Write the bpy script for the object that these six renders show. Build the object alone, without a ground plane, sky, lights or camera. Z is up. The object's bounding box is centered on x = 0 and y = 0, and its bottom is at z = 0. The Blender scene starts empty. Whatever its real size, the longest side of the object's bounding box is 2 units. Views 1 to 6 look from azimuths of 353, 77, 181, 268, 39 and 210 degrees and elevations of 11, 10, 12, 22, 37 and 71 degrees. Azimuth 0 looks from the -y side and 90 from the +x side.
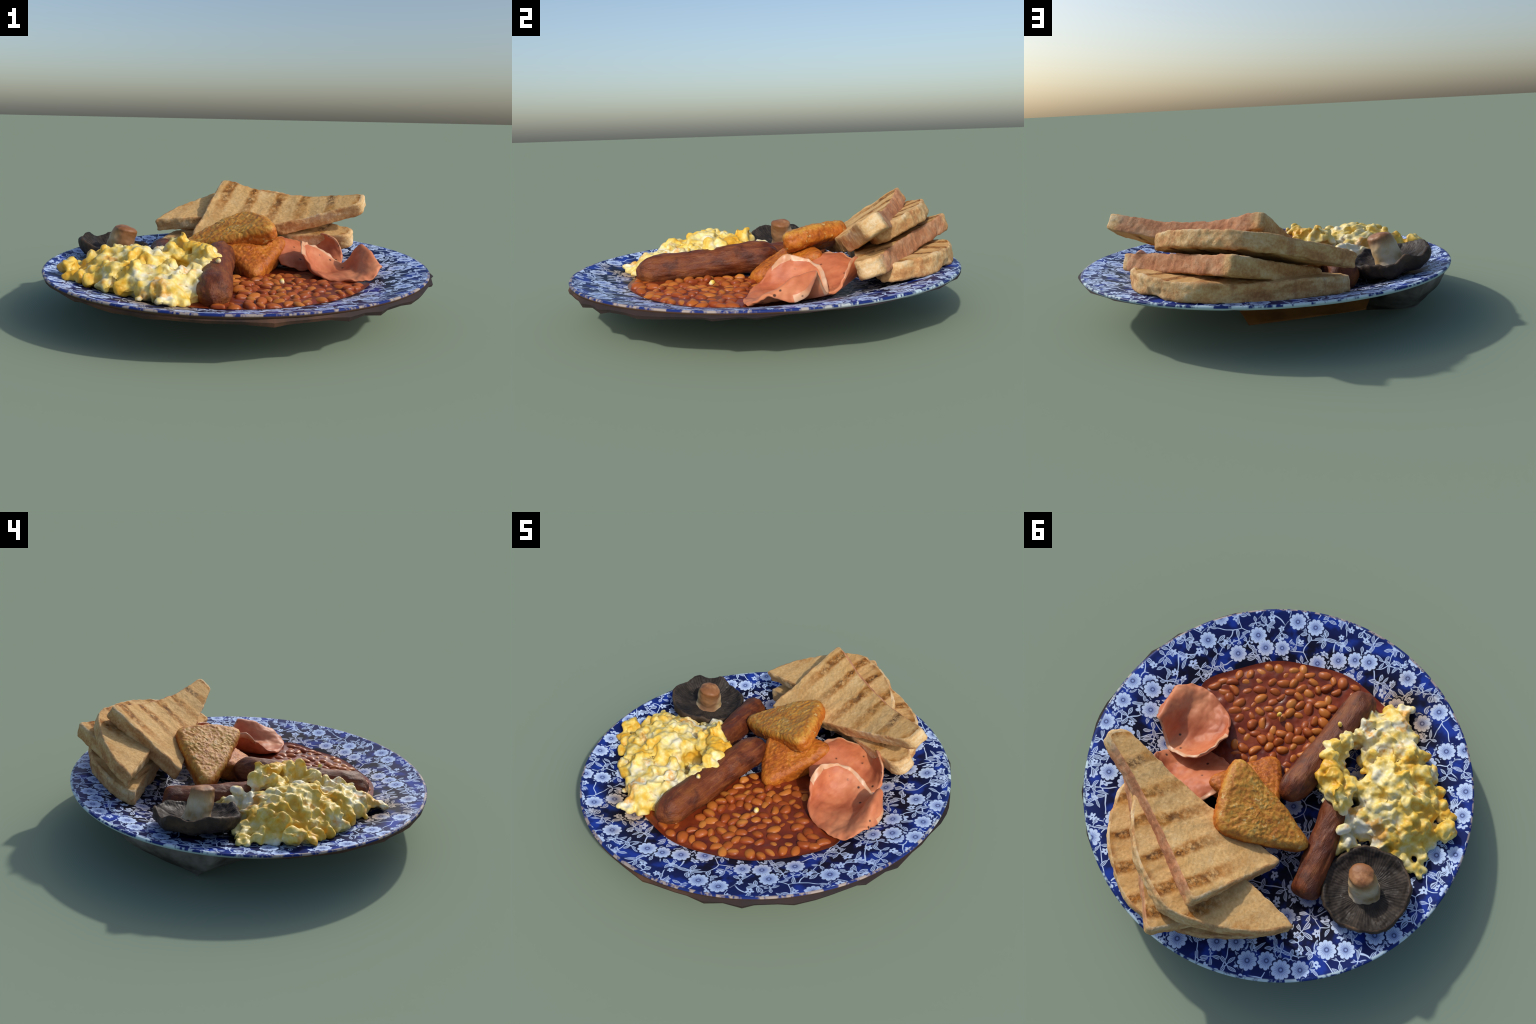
import bpy, math, random
import numpy as np
from mathutils import Matrix, Vector

rng = np.random.default_rng(7)
random.seed(7)
TAU = math.tau

# ------------------------------------------------------------------ noise
_perm = np.random.default_rng(11).permutation(256)
_perm = np.concatenate([_perm, _perm, _perm])
_grad = np.random.default_rng(12).normal(size=(256, 3))
_grad /= np.linalg.norm(_grad, axis=1, keepdims=True)


def perlin(p):
    p = np.asarray(p, float)
    i = np.floor(p).astype(int)
    f = p - i
    i &= 255
    w = f * f * f * (f * (f * 6 - 15) + 10)
    out = 0
    for dx in (0, 1):
        for dy in (0, 1):
            for dz in (0, 1):
                h = _perm[_perm[_perm[(i[:, 0] + dx) & 255] + ((i[:, 1] + dy) & 255)] + ((i[:, 2] + dz) & 255)]
                d = (_grad[h] * (f - [dx, dy, dz])).sum(1)
                out = out + d * (w[:, 0] if dx else 1 - w[:, 0]) * (w[:, 1] if dy else 1 - w[:, 1]) * (w[:, 2] if dz else 1 - w[:, 2])
    return out * 1.6


def fbm(p, octaves=4, gain=0.5):
    p = np.asarray(p, float)
    out, a = 0, 1.0
    for o in range(octaves):
        out = out + a * perlin(p * 2 ** o + 17.3 * o)
        a *= gain
    return out


def worley(p, seeds):
    best = np.full(len(p), 1e9)
    for s in seeds:
        d = ((p - s) ** 2).sum(1)
        np.minimum(best, d, out=best)
    return np.sqrt(best)


def sstep(a, b, x):
    t = np.clip((x - a) / (b - a), 0, 1)
    return t * t * (3 - 2 * t)


# ------------------------------------------------------------------ scene helpers
def link(o):
    bpy.context.scene.collection.objects.link(o)
    return o


def new_mesh(name, verts, faces, mat=None, smooth=True):
    me = bpy.data.meshes.new(name)
    me.from_pydata([tuple(map(float, v)) for v in verts], [], [tuple(map(int, f)) for f in faces])
    me.update()
    if smooth:
        me.polygons.foreach_set("use_smooth", [True] * len(me.polygons))
    if mat:
        me.materials.append(mat)
    return me


def new_obj(name, me, parent=None, matrix=None):
    o = link(bpy.data.objects.new(name, me))
    if matrix is not None:
        o.matrix_world = matrix
    if parent is not None:
        o.parent = parent
    return o


def label(o, text, cat):
    o["label"] = text
    o["category"] = cat
    return o


def vertex_normals(verts, faces):
    n = np.zeros_like(verts)
    for k in (3, 4):
        fs = np.array([f for f in faces if len(f) == k])
        if not len(fs):
            continue
        a = verts[fs[:, 2]] - verts[fs[:, 0]]
        b = verts[fs[:, 3 % k]] - verts[fs[:, 1]]
        fn = np.cross(a, b)
        for j in range(k):
            np.add.at(n, fs[:, j], fn)
    return n / (np.linalg.norm(n, axis=1, keepdims=True) + 1e-12)


def split_parts(verts, faces, region, specs, parent, to_local=None):
    """One smooth surface cut by face region into child meshes that keep the whole surface's normals."""
    nor = vertex_normals(verts, faces)
    out = []
    for key, name, mat in specs:
        fs = [f for f, r in zip(faces, region) if r == key]
        used = np.unique(np.concatenate([np.array(f) for f in fs]))
        idx = -np.ones(len(verts), int)
        idx[used] = np.arange(len(used))
        me = new_mesh(name, verts[used], [[idx[i] for i in f] for f in fs], mat)
        me.normals_split_custom_set_from_vertices([tuple(n) for n in nor[used]])
        out.append(new_obj(name, me, parent))
    return out


def grid_faces(rows, cols, wrap=True, flip=False, off=0):
    fs = []
    for i in range(rows - 1):
        for j in range(cols if wrap else cols - 1):
            a, b = off + i * cols + j, off + i * cols + (j + 1) % cols
            c, d = b + cols, a + cols
            fs.append((a, d, c, b) if flip else (a, b, c, d))
    return fs


def catmull(points, n):
    P = np.asarray(points, float)
    Q = np.vstack([2 * P[0] - P[1], P, 2 * P[-1] - P[-2]])
    t = np.linspace(0, len(P) - 1, n)
    i = np.minimum(t.astype(int), len(P) - 2)
    f = (t - i)[:, None]
    a, b, c, d = Q[i], Q[i + 1], Q[i + 2], Q[i + 3]
    return 0.5 * (2 * b + (c - a) * f + (2 * a - 5 * b + 4 * c - d) * f ** 2 + (3 * b - a - 3 * c + d) * f ** 3)


def surface_patch(ctrl, nu, nv):
    C = np.asarray(ctrl, float)
    rows = np.stack([catmull(r, nu) for r in C])
    return np.stack([catmull(rows[:, j], nv) for j in range(nu)], 1)


# ------------------------------------------------------------------ shader helpers
class S:
    """A socket with arithmetic, so that masks can be written as formulas."""

    def __init__(self, tree, sock):
        self.t, self.s = tree, sock

    def m(self, op, *o, clamp=False):
        n = self.t.nodes.new("ShaderNodeMath")
        n.operation, n.use_clamp = op, clamp
        for k, v in enumerate((self,) + o):
            if isinstance(v, S):
                self.t.links.new(v.s, n.inputs[k])
            else:
                n.inputs[k].default_value = v
        return S(self.t, n.outputs[0])

    def __add__(self, o): return self.m("ADD", o)
    def __radd__(self, o): return self.m("ADD", o)
    def __sub__(self, o): return self.m("SUBTRACT", o)
    def __rsub__(self, o): return (self * -1) + o
    def __mul__(self, o): return self.m("MULTIPLY", o)
    def __rmul__(self, o): return self.m("MULTIPLY", o)
    def __truediv__(self, o): return self.m("DIVIDE", o)
    def max(self, o): return self.m("MAXIMUM", o)
    def min(self, o): return self.m("MINIMUM", o)
    def abs(self): return self.m("ABSOLUTE")
    def cos(self): return self.m("COSINE")
    def sin(self): return self.m("SINE")
    def pow(self, e): return self.m("POWER", e)
    def inv(self): return (self * -1) + 1.0

    def step(self, a, b):
        n = self.t.nodes.new("ShaderNodeMapRange")
        n.interpolation_type = "SMOOTHSTEP"
        self.t.links.new(self.s, n.inputs["Value"])
        for k, v in (("From Min", a), ("From Max", b)):
            if isinstance(v, S):
                self.t.links.new(v.s, n.inputs[k])
            else:
                n.inputs[k].default_value = v
        return S(self.t, n.outputs[0])


class Mat:
    def __init__(self, name, rough=0.5, spec=0.5, coords="Object"):
        self.m = bpy.data.materials.new(name)
        self.m.use_nodes = True
        self.t = self.m.node_tree
        self.b = self.t.nodes["Principled BSDF"]
        self.b.inputs["Roughness"].default_value = rough
        self.b.inputs["Specular IOR Level"].default_value = spec
        self.co = self.t.nodes.new("ShaderNodeTexCoord").outputs[coords]
        sep = self.t.nodes.new("ShaderNodeSeparateXYZ")
        self.t.links.new(self.co, sep.inputs[0])
        self.x, self.y, self.z = (S(self.t, sep.outputs[k]) for k in range(3))

    def vec(self, x, y, z=0.0):
        n = self.t.nodes.new("ShaderNodeCombineXYZ")
        for k, v in enumerate((x, y, z)):
            if isinstance(v, S):
                self.t.links.new(v.s, n.inputs[k])
            else:
                n.inputs[k].default_value = v
        return n.outputs[0]

    def noise(self, scale, detail=4, rough=0.55, vec=None, dist=0.0, stretch=None):
        n = self.t.nodes.new("ShaderNodeTexNoise")
        n.inputs["Scale"].default_value, n.inputs["Detail"].default_value = scale, detail
        n.inputs["Roughness"].default_value, n.inputs["Distortion"].default_value = rough, dist
        src = vec if vec is not None else self.co
        if stretch:
            mp = self.t.nodes.new("ShaderNodeMapping")
            mp.inputs["Scale"].default_value = stretch
            self.t.links.new(src, mp.inputs[0])
            src = mp.outputs[0]
        self.t.links.new(src, n.inputs["Vector"])
        return S(self.t, n.outputs["Fac"])

    def voronoi(self, scale, feature="F1", dims="3D", rnd=1.0, vec=None, smooth=None):
        n = self.t.nodes.new("ShaderNodeTexVoronoi")
        n.voronoi_dimensions, n.feature = dims, feature
        n.inputs["Scale"].default_value, n.inputs["Randomness"].default_value = scale, rnd
        if smooth is not None:
            n.inputs["Smoothness"].default_value = smooth
        self.t.links.new(vec if vec is not None else self.co, n.inputs["Vector"])
        return n

    def mix(self, f, a, b):
        n = self.t.nodes.new("ShaderNodeMix")
        n.data_type = "RGBA"
        for k, v in ((0, f), (6, a), (7, b)):
            if isinstance(v, S):
                self.t.links.new(v.s, n.inputs[k])
            elif hasattr(v, "is_linked"):
                self.t.links.new(v, n.inputs[k])
            elif k:
                n.inputs[k].default_value = (*v, 1)
            else:
                n.inputs[k].default_value = v
        return n.outputs[2]

    def ramp(self, f, stops):
        n = self.t.nodes.new("ShaderNodeValToRGB")
        e = n.color_ramp.elements
        while len(e) < len(stops):
            e.new(0.5)
        for el, (p, c) in zip(e, stops):
            el.position, el.color = p, (*c, 1)
        self.t.links.new(f.s, n.inputs[0])
        return n.outputs[0]

    def colour(self, c):
        self.t.links.new(c, self.b.inputs["Base Color"])
        return self

    def rough(self, s):
        self.t.links.new(s.s, self.b.inputs["Roughness"])

    def bump(self, h, strength=0.4, dist=0.01):
        n = self.t.nodes.new("ShaderNodeBump")
        n.inputs["Strength"].default_value, n.inputs["Distance"].default_value = strength, dist
        self.t.links.new(h.s, n.inputs["Height"])
        self.t.links.new(n.outputs[0], self.b.inputs["Normal"])


# ================================================================== MATERIALS
def plate_material():
    m = Mat("blue_floral_glaze", rough=0.42, spec=0.10)
    flat = m.vec(m.x, m.y, 0.0)
    radius = (m.x * m.x + m.y * m.y).m("SQRT")
    # gently warped coordinates: nothing on the transfer print is a perfect lattice
    wa, wb = m.noise(5.0, 2, vec=flat), m.noise(5.0, 2, vec=m.vec(m.x + 7.3, m.y + 2.1, 0.0))
    wx, wy = m.x + (wa - 0.5) * 0.10, m.y + (wb - 0.5) * 0.10
    warped = m.vec(wx, wy, 0.0)

    def cell(scale, ox, oy, rnd, coords=(m.x, m.y)):
        cx, cy = coords[0] + ox, coords[1] + oy
        v = m.voronoi(scale, "F1", "2D", rnd, m.vec(cx, cy, 0.0))
        sp = m.t.nodes.new("ShaderNodeSeparateXYZ")
        m.t.links.new(v.outputs["Position"], sp.inputs[0])
        sc = m.t.nodes.new("ShaderNodeSeparateColor")
        m.t.links.new(v.outputs["Color"], sc.inputs[0])
        lx, ly = cx - S(m.t, sp.outputs[0]), cy - S(m.t, sp.outputs[1])
        r = (lx * lx + ly * ly).m("SQRT")
        ra, rb = S(m.t, sc.outputs[0]), S(m.t, sc.outputs[1])
        ang = ly.m("ARCTAN2", lx) + ra * TAU
        return r, ang, ra, rb

    def flower(scale, ox, oy, R, keep, petals=5.0, rnd=0.75):
        r, a, ra, rb = cell(scale, ox, oy, rnd)
        on = rb.step(keep, keep + 0.001)
        edge = ((a * petals).cos().abs().pow(0.55) * 0.26 + 0.78) * R
        mask = r.step(edge * 1.03, edge * 0.95) * on
        halo = r.step(edge * 1.22, edge * 1.12) * on
        ray = (r * (a * petals * 2.0).sin().abs()).step(R * 0.15, R * 0.05)
        ray = ray * r.step(R * 0.85, R * 0.55) * r.step(R * 0.14, R * 0.22)
        ring = r.step(R * 0.34, R * 0.20) * r.step(R * 0.11, R * 0.16)
        blue = (ray * 0.9).max(ring * 0.8) * on
        tint = r.step(R * 0.85, R * 0.2) * on
        return mask, halo, blue, tint

    def spray(scale, ox, oy, leaves, keep, L=0.021, W=0.0085):
        r, a, ra, rb = cell(scale, ox, oy, 0.9, (wx, wy))
        on = rb.step(keep, keep + 0.001)
        sec = TAU / leaves
        f = a.m("FLOORED_MODULO", sec) - sec / 2
        x = (r * f.cos() - L * 1.25) / L
        w = (x * x).inv() * W
        y = (r * f.sin()).abs()
        body = (w - y).step(-0.0006, 0.0012) * on
        vein = (w * 0.62 - y).step(-0.0004, 0.0014)
        vein = vein * (y - 0.0007).step(0.0, 0.001)
        stem = y.step(0.0030, 0.0016) * r.step(L * 0.5, L * 0.3) * on
        return (body * (vein * 0.85).inv()).max(stem), body

    def blossom(scale, ox, oy, R, keep):
        r, a, ra, rb = cell(scale, ox, oy, 1.0, (wx, wy))
        edge = ((a * 2.5).cos().abs() * 0.5 + 0.5) * R
        core = r.step(R * 0.16, R * 0.24)
        return r.step(edge * 1.1, edge * 0.9) * rb.step(keep, keep + 0.001) * core

    def vines(scale, width, ox):
        v = m.voronoi(scale, "DISTANCE_TO_EDGE", "2D", 1.0, m.vec(wx + ox, wy, 0.0))
        d = S(m.t, v.outputs["Distance"]) / scale
        return d.step(width, width * 0.45)

    f1, h1, b1, t1 = flower(5.6, 0.0, 0.0, 0.046, 0.15)
    f2, h2, b2, t2 = flower(5.6, 0.078, 0.046, 0.043, 0.5)
    h12 = h1.max(h2)
    fl = (f1.max(f2 * h1.inv()))
    bl = (b1 * f1).max(b2 * f2 * h1.inv())
    ti = (t1 * f1).max(t2 * f2 * h1.inv())
    s1, sb1 = spray(9.0, 0.31, 0.12, 4.0, 0.10, 0.024, 0.0098)
    s2, sb2 = spray(9.5, 1.7, 0.9, 3.0, 0.30, 0.022, 0.0092)
    bs = blossom(11.0, 0.5, 2.2, 0.021, 0.30)
    vn = vines(6.0, 0.0034, 0.2) * m.noise(6.0, 2, vec=flat).step(0.36, 0.44)
    leafy = (s1.max(s2 * sb1.inv()))
    bg_leaf = sb1.max(sb2)
    white = leafy.max(bs * bg_leaf.inv()).max(vn * bg_leaf.inv())
    white = white * h12.inv()

    patch = m.noise(9.0, 3, 0.5, flat)
    cobalt = patch.step(0.46, 0.68)  # cobalt patches in the navy ground, more of them towards the rim
    cobalt = (cobalt * 0.80 + radius.step(0.78, 1.0) * 0.35).m("ADD", 0.0, clamp=True)
    ground = m.mix(cobalt, (0.006, 0.006, 0.018), (0.014, 0.045, 0.32))
    pale = m.mix(radius.step(0.70, 0.86), (0.62, 0.64, 0.74), (0.56, 0.70, 0.94))
    mott = m.noise(26, 3, 0.6, flat)
    pale = m.mix(mott.step(0.5, 0.75) * 0.35, pale, (0.20, 0.28, 0.66))
    col = m.mix(white, ground, pale)
    petal = m.mix(ti * 0.60, pale, (0.13, 0.22, 0.60))
    petal = m.mix(bl, petal, (0.02, 0.03, 0.15))
    col = m.mix(fl, col, petal)
    # brown gravy stain that has run over the print beside the egg and the beans
    d1 = ((m.x + 0.36).pow(2.0) + (m.y + 0.66).pow(2.0)).m("SQRT") + (patch - 0.5) * 0.25
    stain = d1.step(0.24, 0.10)
    stn = m.t.nodes.new("ShaderNodeMix")
    stn.data_type, stn.blend_type = "RGBA", "MULTIPLY"
    m.t.links.new((stain * 0.85).s, stn.inputs[0])
    m.t.links.new(col, stn.inputs[6])
    stn.inputs[7].default_value = (0.85, 0.52, 0.25, 1)
    col = stn.outputs[2]
    # the unprinted lip, dabbed with blue
    lip = radius.step(0.978, 0.985)
    dab = m.noise(15, 3, 0.7, flat).step(0.44, 0.54)
    back = m.y.step(-0.2, 0.35)
    cream = m.mix(back, (0.36, 0.30, 0.27), (0.50, 0.64, 0.70))
    lipc = m.mix(dab, cream, (0.014, 0.030, 0.16))
    under = m.mix(back, (0.10, 0.055, 0.035), (0.42, 0.56, 0.60))
    lipc = m.mix((m.z - m.y * 0.009 - m.x * 0.005).step(0.2400, 0.2340), lipc, under)
    col = m.mix(lip, col, lipc)
    m.colour(col)
    return m.m


def toast_crumb_material():
    m = Mat("grilled_bread_crumb", rough=0.85, spec=0.25)
    fine = m.noise(60, 6, 0.7)
    mid = m.noise(14, 4, 0.6)
    base = m.ramp(fine * 0.55 + mid * 0.45, [(0.32, (0.50, 0.270, 0.090)), (0.45, (0.62, 0.375, 0.145)), (0.56, (0.72, 0.465, 0.200)), (0.70, (0.76, 0.57, 0.32))])
    wob = m.noise(5.0, 3)
    inward = (m.y.abs() - (m.x * 3.5).sin().abs() * 0.025).max(0.0)
    s = (m.x - 0.09 + (wob - 0.5) * 0.09) * (TAU / 0.163)
    bar = s.cos().step(-0.05, 0.80)
    fade = m.noise(3.2, 3, 0.6).step(0.30, 0.52) * inward.step(0.55, 0.16)
    blot = m.noise(34, 4, 0.7).step(0.36, 0.60)
    grill = bar * (fade * 0.85 + 0.15) * (blot * 0.7 + 0.3) * (inward.step(0.42, 0.06) * 0.6 + 0.4)
    c = m.mix(grill * 0.95, base, (0.38, 0.135, 0.016))
    char = (s.cos().step(0.40, 1.0)) * m.noise(22, 4, 0.75).step(0.42, 0.58) * (inward.step(0.30, 0.0) * 0.9 + 0.1)
    c = m.mix(char * 0.95, c, (0.045, 0.012, 0.005))
    rim = inward.step(0.035, 0.0) * m.noise(18, 3, 0.6).step(0.40, 0.60)
    c = m.mix(rim * 0.6, c, (0.30, 0.095, 0.014))
    gold = m.noise(7.0, 3).step(0.48, 0.68)
    c = m.mix(gold * 0.5, c, (0.56, 0.275, 0.065))
    m.colour(c)
    pores = m.voronoi(55, "F1")
    m.bump(fine + S(m.t, pores.outputs["Distance"]) * 0.5, 0.38, 0.010)
    return m.m


def toast_crust_material(name, red):
    m = Mat(name, rough=0.8, spec=0.25)
    fine = m.noise(75, 6, 0.7)
    mid = m.noise(6.0, 4, 0.6, stretch=(1, 1, 2.2))
    f = fine * 0.35 + mid * 0.65
    c = m.ramp(f, [(0.33, (0.36, 0.150, 0.055)), (0.44, (0.55, 0.28, 0.105)), (0.54, (0.68, 0.44, 0.20)), (0.66, (0.76, 0.60, 0.38))])
    cracks = m.noise(16, 4, 0.6, stretch=(1.0, 1.0, 0.3)).step(0.56, 0.70)
    c = m.mix(cracks * 0.45, c, (0.30, 0.10, 0.036))
    if red:
        # the long outer crust is baked reddish brown, the other sides stay pale
        crust = m.y.abs().step(0.110, 0.080) * m.x.step(0.02, 0.09) * m.x.step(0.87, 0.82)
        rc = m.ramp(f, [(0.33, (0.32, 0.115, 0.055)), (0.48, (0.48, 0.205, 0.098)), (0.66, (0.62, 0.36, 0.21))])
        c = m.mix(crust * 0.9, c, rc)
    m.colour(c)
    m.bump(fine, 0.55, 0.010)
    return m.m


def sausage_material():
    m = Mat("fried_sausage_skin", rough=0.45, spec=0.35)
    long = m.noise(5.5, 5, 0.6, stretch=(2.6, 0.55, 2.6), dist=0.6)
    mott = m.noise(9, 5, 0.65)
    c = m.ramp(long * 0.5 + mott * 0.5, [(0.32, (0.050, 0.011, 0.005)), (0.44, (0.105, 0.022, 0.007)), (0.54, (0.170, 0.042, 0.010)), (0.68, (0.27, 0.092, 0.019))])
    streak = m.noise(22, 4, 0.7, stretch=(2.4, 0.22, 2.4)).step(0.50, 0.70)
    c = m.mix(streak * 0.6, c, (0.25, 0.085, 0.024))
    burn = m.noise(7, 4, 0.7).step(0.52, 0.66)
    c = m.mix(burn * 0.6, c, (0.040, 0.010, 0.006))
    m.colour(c)
    m.rough(mott * 0.4 + 0.28)
    m.bump(m.noise(26, 5, 0.7, stretch=(2.0, 0.5, 2.0)), 0.8, 0.010)
    return m.m


def hash_material(name, dark):
    m = Mat(name, rough=0.5, spec=0.4)
    fine = m.noise(42, 5, 0.7)
    mid = m.noise(11, 4, 0.6)
    side = m.z.step(-0.012, -0.045)
    c = m.ramp(fine * 0.55 + mid * 0.45, [(0.32, (0.30, 0.085, 0.010)), (0.45, (0.47, 0.175, 0.018)), (0.56, (0.57, 0.28, 0.038)), (0.70, (0.62, 0.44, 0.14))])
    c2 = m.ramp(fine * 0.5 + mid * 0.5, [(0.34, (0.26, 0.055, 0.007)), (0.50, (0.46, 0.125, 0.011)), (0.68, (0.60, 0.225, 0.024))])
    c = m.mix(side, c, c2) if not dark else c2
    shred = m.noise(30, 3, 0.6).step(0.60, 0.70)
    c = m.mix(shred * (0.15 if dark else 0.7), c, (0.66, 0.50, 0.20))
    fleck = m.noise(36, 4, 0.7).step(0.57, 0.66)
    c = m.mix(fleck * 0.55, c, (0.24, 0.060, 0.008))
    m.colour(c)
    v = m.voronoi(48, "F1")
    m.bump(fine + S(m.t, v.outputs["Distance"]) * 0.5, 0.5, 0.010)
    return m.m


def bacon_material():
    m = Mat("cured_bacon_meat", rough=0.5, spec=0.35)
    mid = m.noise(5, 4, 0.6)
    grain = m.noise(24, 4, 0.65, stretch=(1, 0.35, 1))
    c = m.ramp(mid * 0.7 + grain * 0.3, [(0.33, (0.38, 0.090, 0.036)), (0.48, (0.53, 0.160, 0.066)), (0.62, (0.62, 0.235, 0.105)), (0.75, (0.60, 0.19, 0.10))])
    speck = S(m.t, m.voronoi(17, "F1", rnd=1.0).outputs["Distance"]).step(0.17, 0.08) * m.noise(9, 2).step(0.48, 0.56)
    c = m.mix(speck * 0.9, c, (0.025, 0.010, 0.008))
    m.colour(c)
    m.bump(grain, 0.3, 0.006)
    return m.m


def fat_material():
    m = Mat("bacon_fat_rind", rough=0.4, spec=0.5)
    mid = m.noise(8, 4, 0.6)
    c = m.ramp(mid, [(0.32, (0.46, 0.16, 0.08)), (0.48, (0.60, 0.30, 0.15)), (0.68, (0.66, 0.42, 0.27))])
    speck = S(m.t, m.voronoi(22, "F1").outputs["Distance"]).step(0.14, 0.08)
    c = m.mix(speck * 0.7, c, (0.12, 0.05, 0.03))
    m.colour(c)
    return m.m


def mushroom_cap_material():
    m = Mat("grilled_mushroom_cap", rough=0.6, spec=0.2)
    mid = m.noise(9, 5, 0.65)
    c = m.ramp(mid, [(0.33, (0.020, 0.014, 0.010)), (0.50, (0.048, 0.032, 0.022)), (0.66, (0.095, 0.060, 0.036)), (0.8, (0.16, 0.09, 0.05))])
    m.colour(c)
    m.rough(m.noise(14, 3).step(0.35, 0.65) * 0.35 + 0.45)
    m.bump(m.noise(30, 5, 0.7), 0.6, 0.010)
    return m.m


def mushroom_gill_material():
    m = Mat("dark_mushroom_gills", rough=0.6, spec=0.2)
    a = m.y.m("ARCTAN2", m.x)
    rib = (a * 70.0 + m.noise(6, 3) * 8.0).sin() * 0.5 + 0.5
    mid = m.noise(12, 5, 0.7)
    c = m.ramp(mid * 0.90 + rib * 0.10, [(0.28, (0.010, 0.009, 0.008)), (0.5, (0.030, 0.024, 0.020)), (0.72, (0.070, 0.054, 0.042))])
    grey_fleck = m.noise(45, 3, 0.7).step(0.66, 0.74)  # sparse pale grey flecks scattered over the gills
    c = m.mix(grey_fleck * 0.35, c, (0.28, 0.28, 0.28))
    m.colour(c)
    m.rough(m.noise(16, 3).step(0.35, 0.65) * 0.35 + 0.42)
    m.bump(rib * 0.12 + mid, 0.6, 0.010)
    return m.m


def mushroom_stem_material():
    m = Mat("browned_mushroom_stem", rough=0.5, spec=0.4)
    mid = m.noise(9, 4, 0.6)
    h = (m.z + (mid - 0.5) * 0.07).step(0.105, 0.175)
    pale = m.ramp(mid, [(0.35, (0.46, 0.28, 0.10)), (0.52, (0.62, 0.48, 0.29)), (0.7, (0.66, 0.58, 0.45))])
    top = m.ramp(m.noise(14, 5, 0.7), [(0.35, (0.12, 0.045, 0.015)), (0.52, (0.30, 0.125, 0.045)), (0.7, (0.44, 0.23, 0.10))])
    c = m.mix(h, pale, top)
    # one side of the stem is browned
    side = (m.x * 0.55 - m.y * 0.8 + (mid - 0.5) * 0.10).step(0.028, 0.075)
    c = m.mix(side * 0.85, c, (0.22, 0.085, 0.028))
    m.colour(c)
    m.bump(m.noise(35, 4), 0.35, 0.006)
    return m.m


def egg_material():
    m = Mat("scrambled_egg_curd", rough=0.42, spec=0.35)
    m.b.inputs["Subsurface Weight"].default_value = 0.12
    m.b.inputs["Subsurface Radius"].default_value = (0.03, 0.02, 0.008)
    m.b.inputs["Subsurface Scale"].default_value = 0.5
    big = m.noise(4.2, 3, 0.55)
    mid = m.noise(13, 4, 0.6)
    c = m.ramp(big * 0.5 + mid * 0.5, [(0.39, (0.72, 0.38, 0.026)), (0.46, (0.77, 0.54, 0.095)), (0.525, (0.79, 0.66, 0.27)), (0.60, (0.79, 0.75, 0.57))])
    yolk = m.noise(7.0, 4, 0.65).step(0.54, 0.66)
    c = m.mix(yolk * 0.85, c, (0.70, 0.33, 0.018))
    m.colour(c)
    m.bump(m.noise(40, 4, 0.6), 0.3, 0.008)
    return m.m


def sauce_material():
    m = Mat("tomato_bean_sauce", rough=0.30, spec=0.35)
    mid = m.noise(7, 4, 0.6)
    c = m.ramp(mid, [(0.33, (0.110, 0.016, 0.006)), (0.52, (0.200, 0.031, 0.008)), (0.70, (0.29, 0.058, 0.011))])
    m.colour(c)
    m.bump(m.noise(22, 4), 0.25, 0.008)
    return m.m


def bean_material():
    m = Mat("baked_bean_skin", rough=0.38, spec=0.3)
    info = m.t.nodes.new("ShaderNodeObjectInfo")
    rnd = S(m.t, info.outputs["Random"])
    mid = m.noise(22, 3, 0.6)
    c = m.ramp(rnd * 0.6 + mid * 0.4, [(0.15, (0.29, 0.055, 0.009)), (0.40, (0.40, 0.100, 0.014)), (0.65, (0.49, 0.155, 0.022)), (0.9, (0.56, 0.22, 0.045))])
    c = m.mix(m.z.step(0.017, 0.004) * 0.9, c, (0.240, 0.040, 0.009))
    m.colour(c)
    return m.m


def scrap_material(name, a, b, dark_side=False):
    m = Mat(name, rough=0.7, spec=0.2)
    c = m.ramp(m.noise(6, 4, 0.6), [(0.35, a), (0.65, b)])
    if dark_side:
        c = m.mix((m.x + (m.noise(4, 2) - 0.5) * 0.4).step(0.05, 0.5) * 0.85, c, (0.022, 0.018, 0.020))
    m.colour(c)
    return m.m


M_PLATE = plate_material()
M_CRUMB, M_CRUST = toast_crumb_material(), toast_crust_material("baked_bread_crust", False)
M_CRUST_RED = toast_crust_material("red_brown_bread_crust", True)
M_SAUSAGE, M_HASH = sausage_material(), hash_material("fried_hash_brown_crust", False)
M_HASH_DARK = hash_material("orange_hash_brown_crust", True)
M_BACON, M_FAT = bacon_material(), fat_material()
M_CAP, M_GILL, M_STEM = mushroom_cap_material(), mushroom_gill_material(), mushroom_stem_material()
M_EGG, M_SAUCE, M_BEAN = egg_material(), sauce_material(), bean_material()
M_SKIRT = scrap_material("brown_table_scrap", (0.040, 0.026, 0.022), (0.13, 0.062, 0.036), True)
M_SCAN_LUMP = scrap_material("grey_brown_scan_lump", (0.05, 0.04, 0.035), (0.22, 0.20, 0.19))
M_SCRAP = scrap_material("orange_brown_scrap", (0.16, 0.055, 0.012), (0.28, 0.11, 0.025))


# ================================================================== PLATE
def tilt(x, y):
    """The plate stands a little higher at the back, where its rim is also flatter."""
    r = np.hypot(x, y)
    back = np.clip((y * 0.8 + x * 0.6) / np.maximum(r, 0.2), 0, 1)
    return 0.004 * np.clip(r, 0, 1) + 0.009 * y + 0.005 * x + 0.020 * back * sstep(0.45, 0.68, r) * sstep(1.0, 0.90, r)


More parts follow.
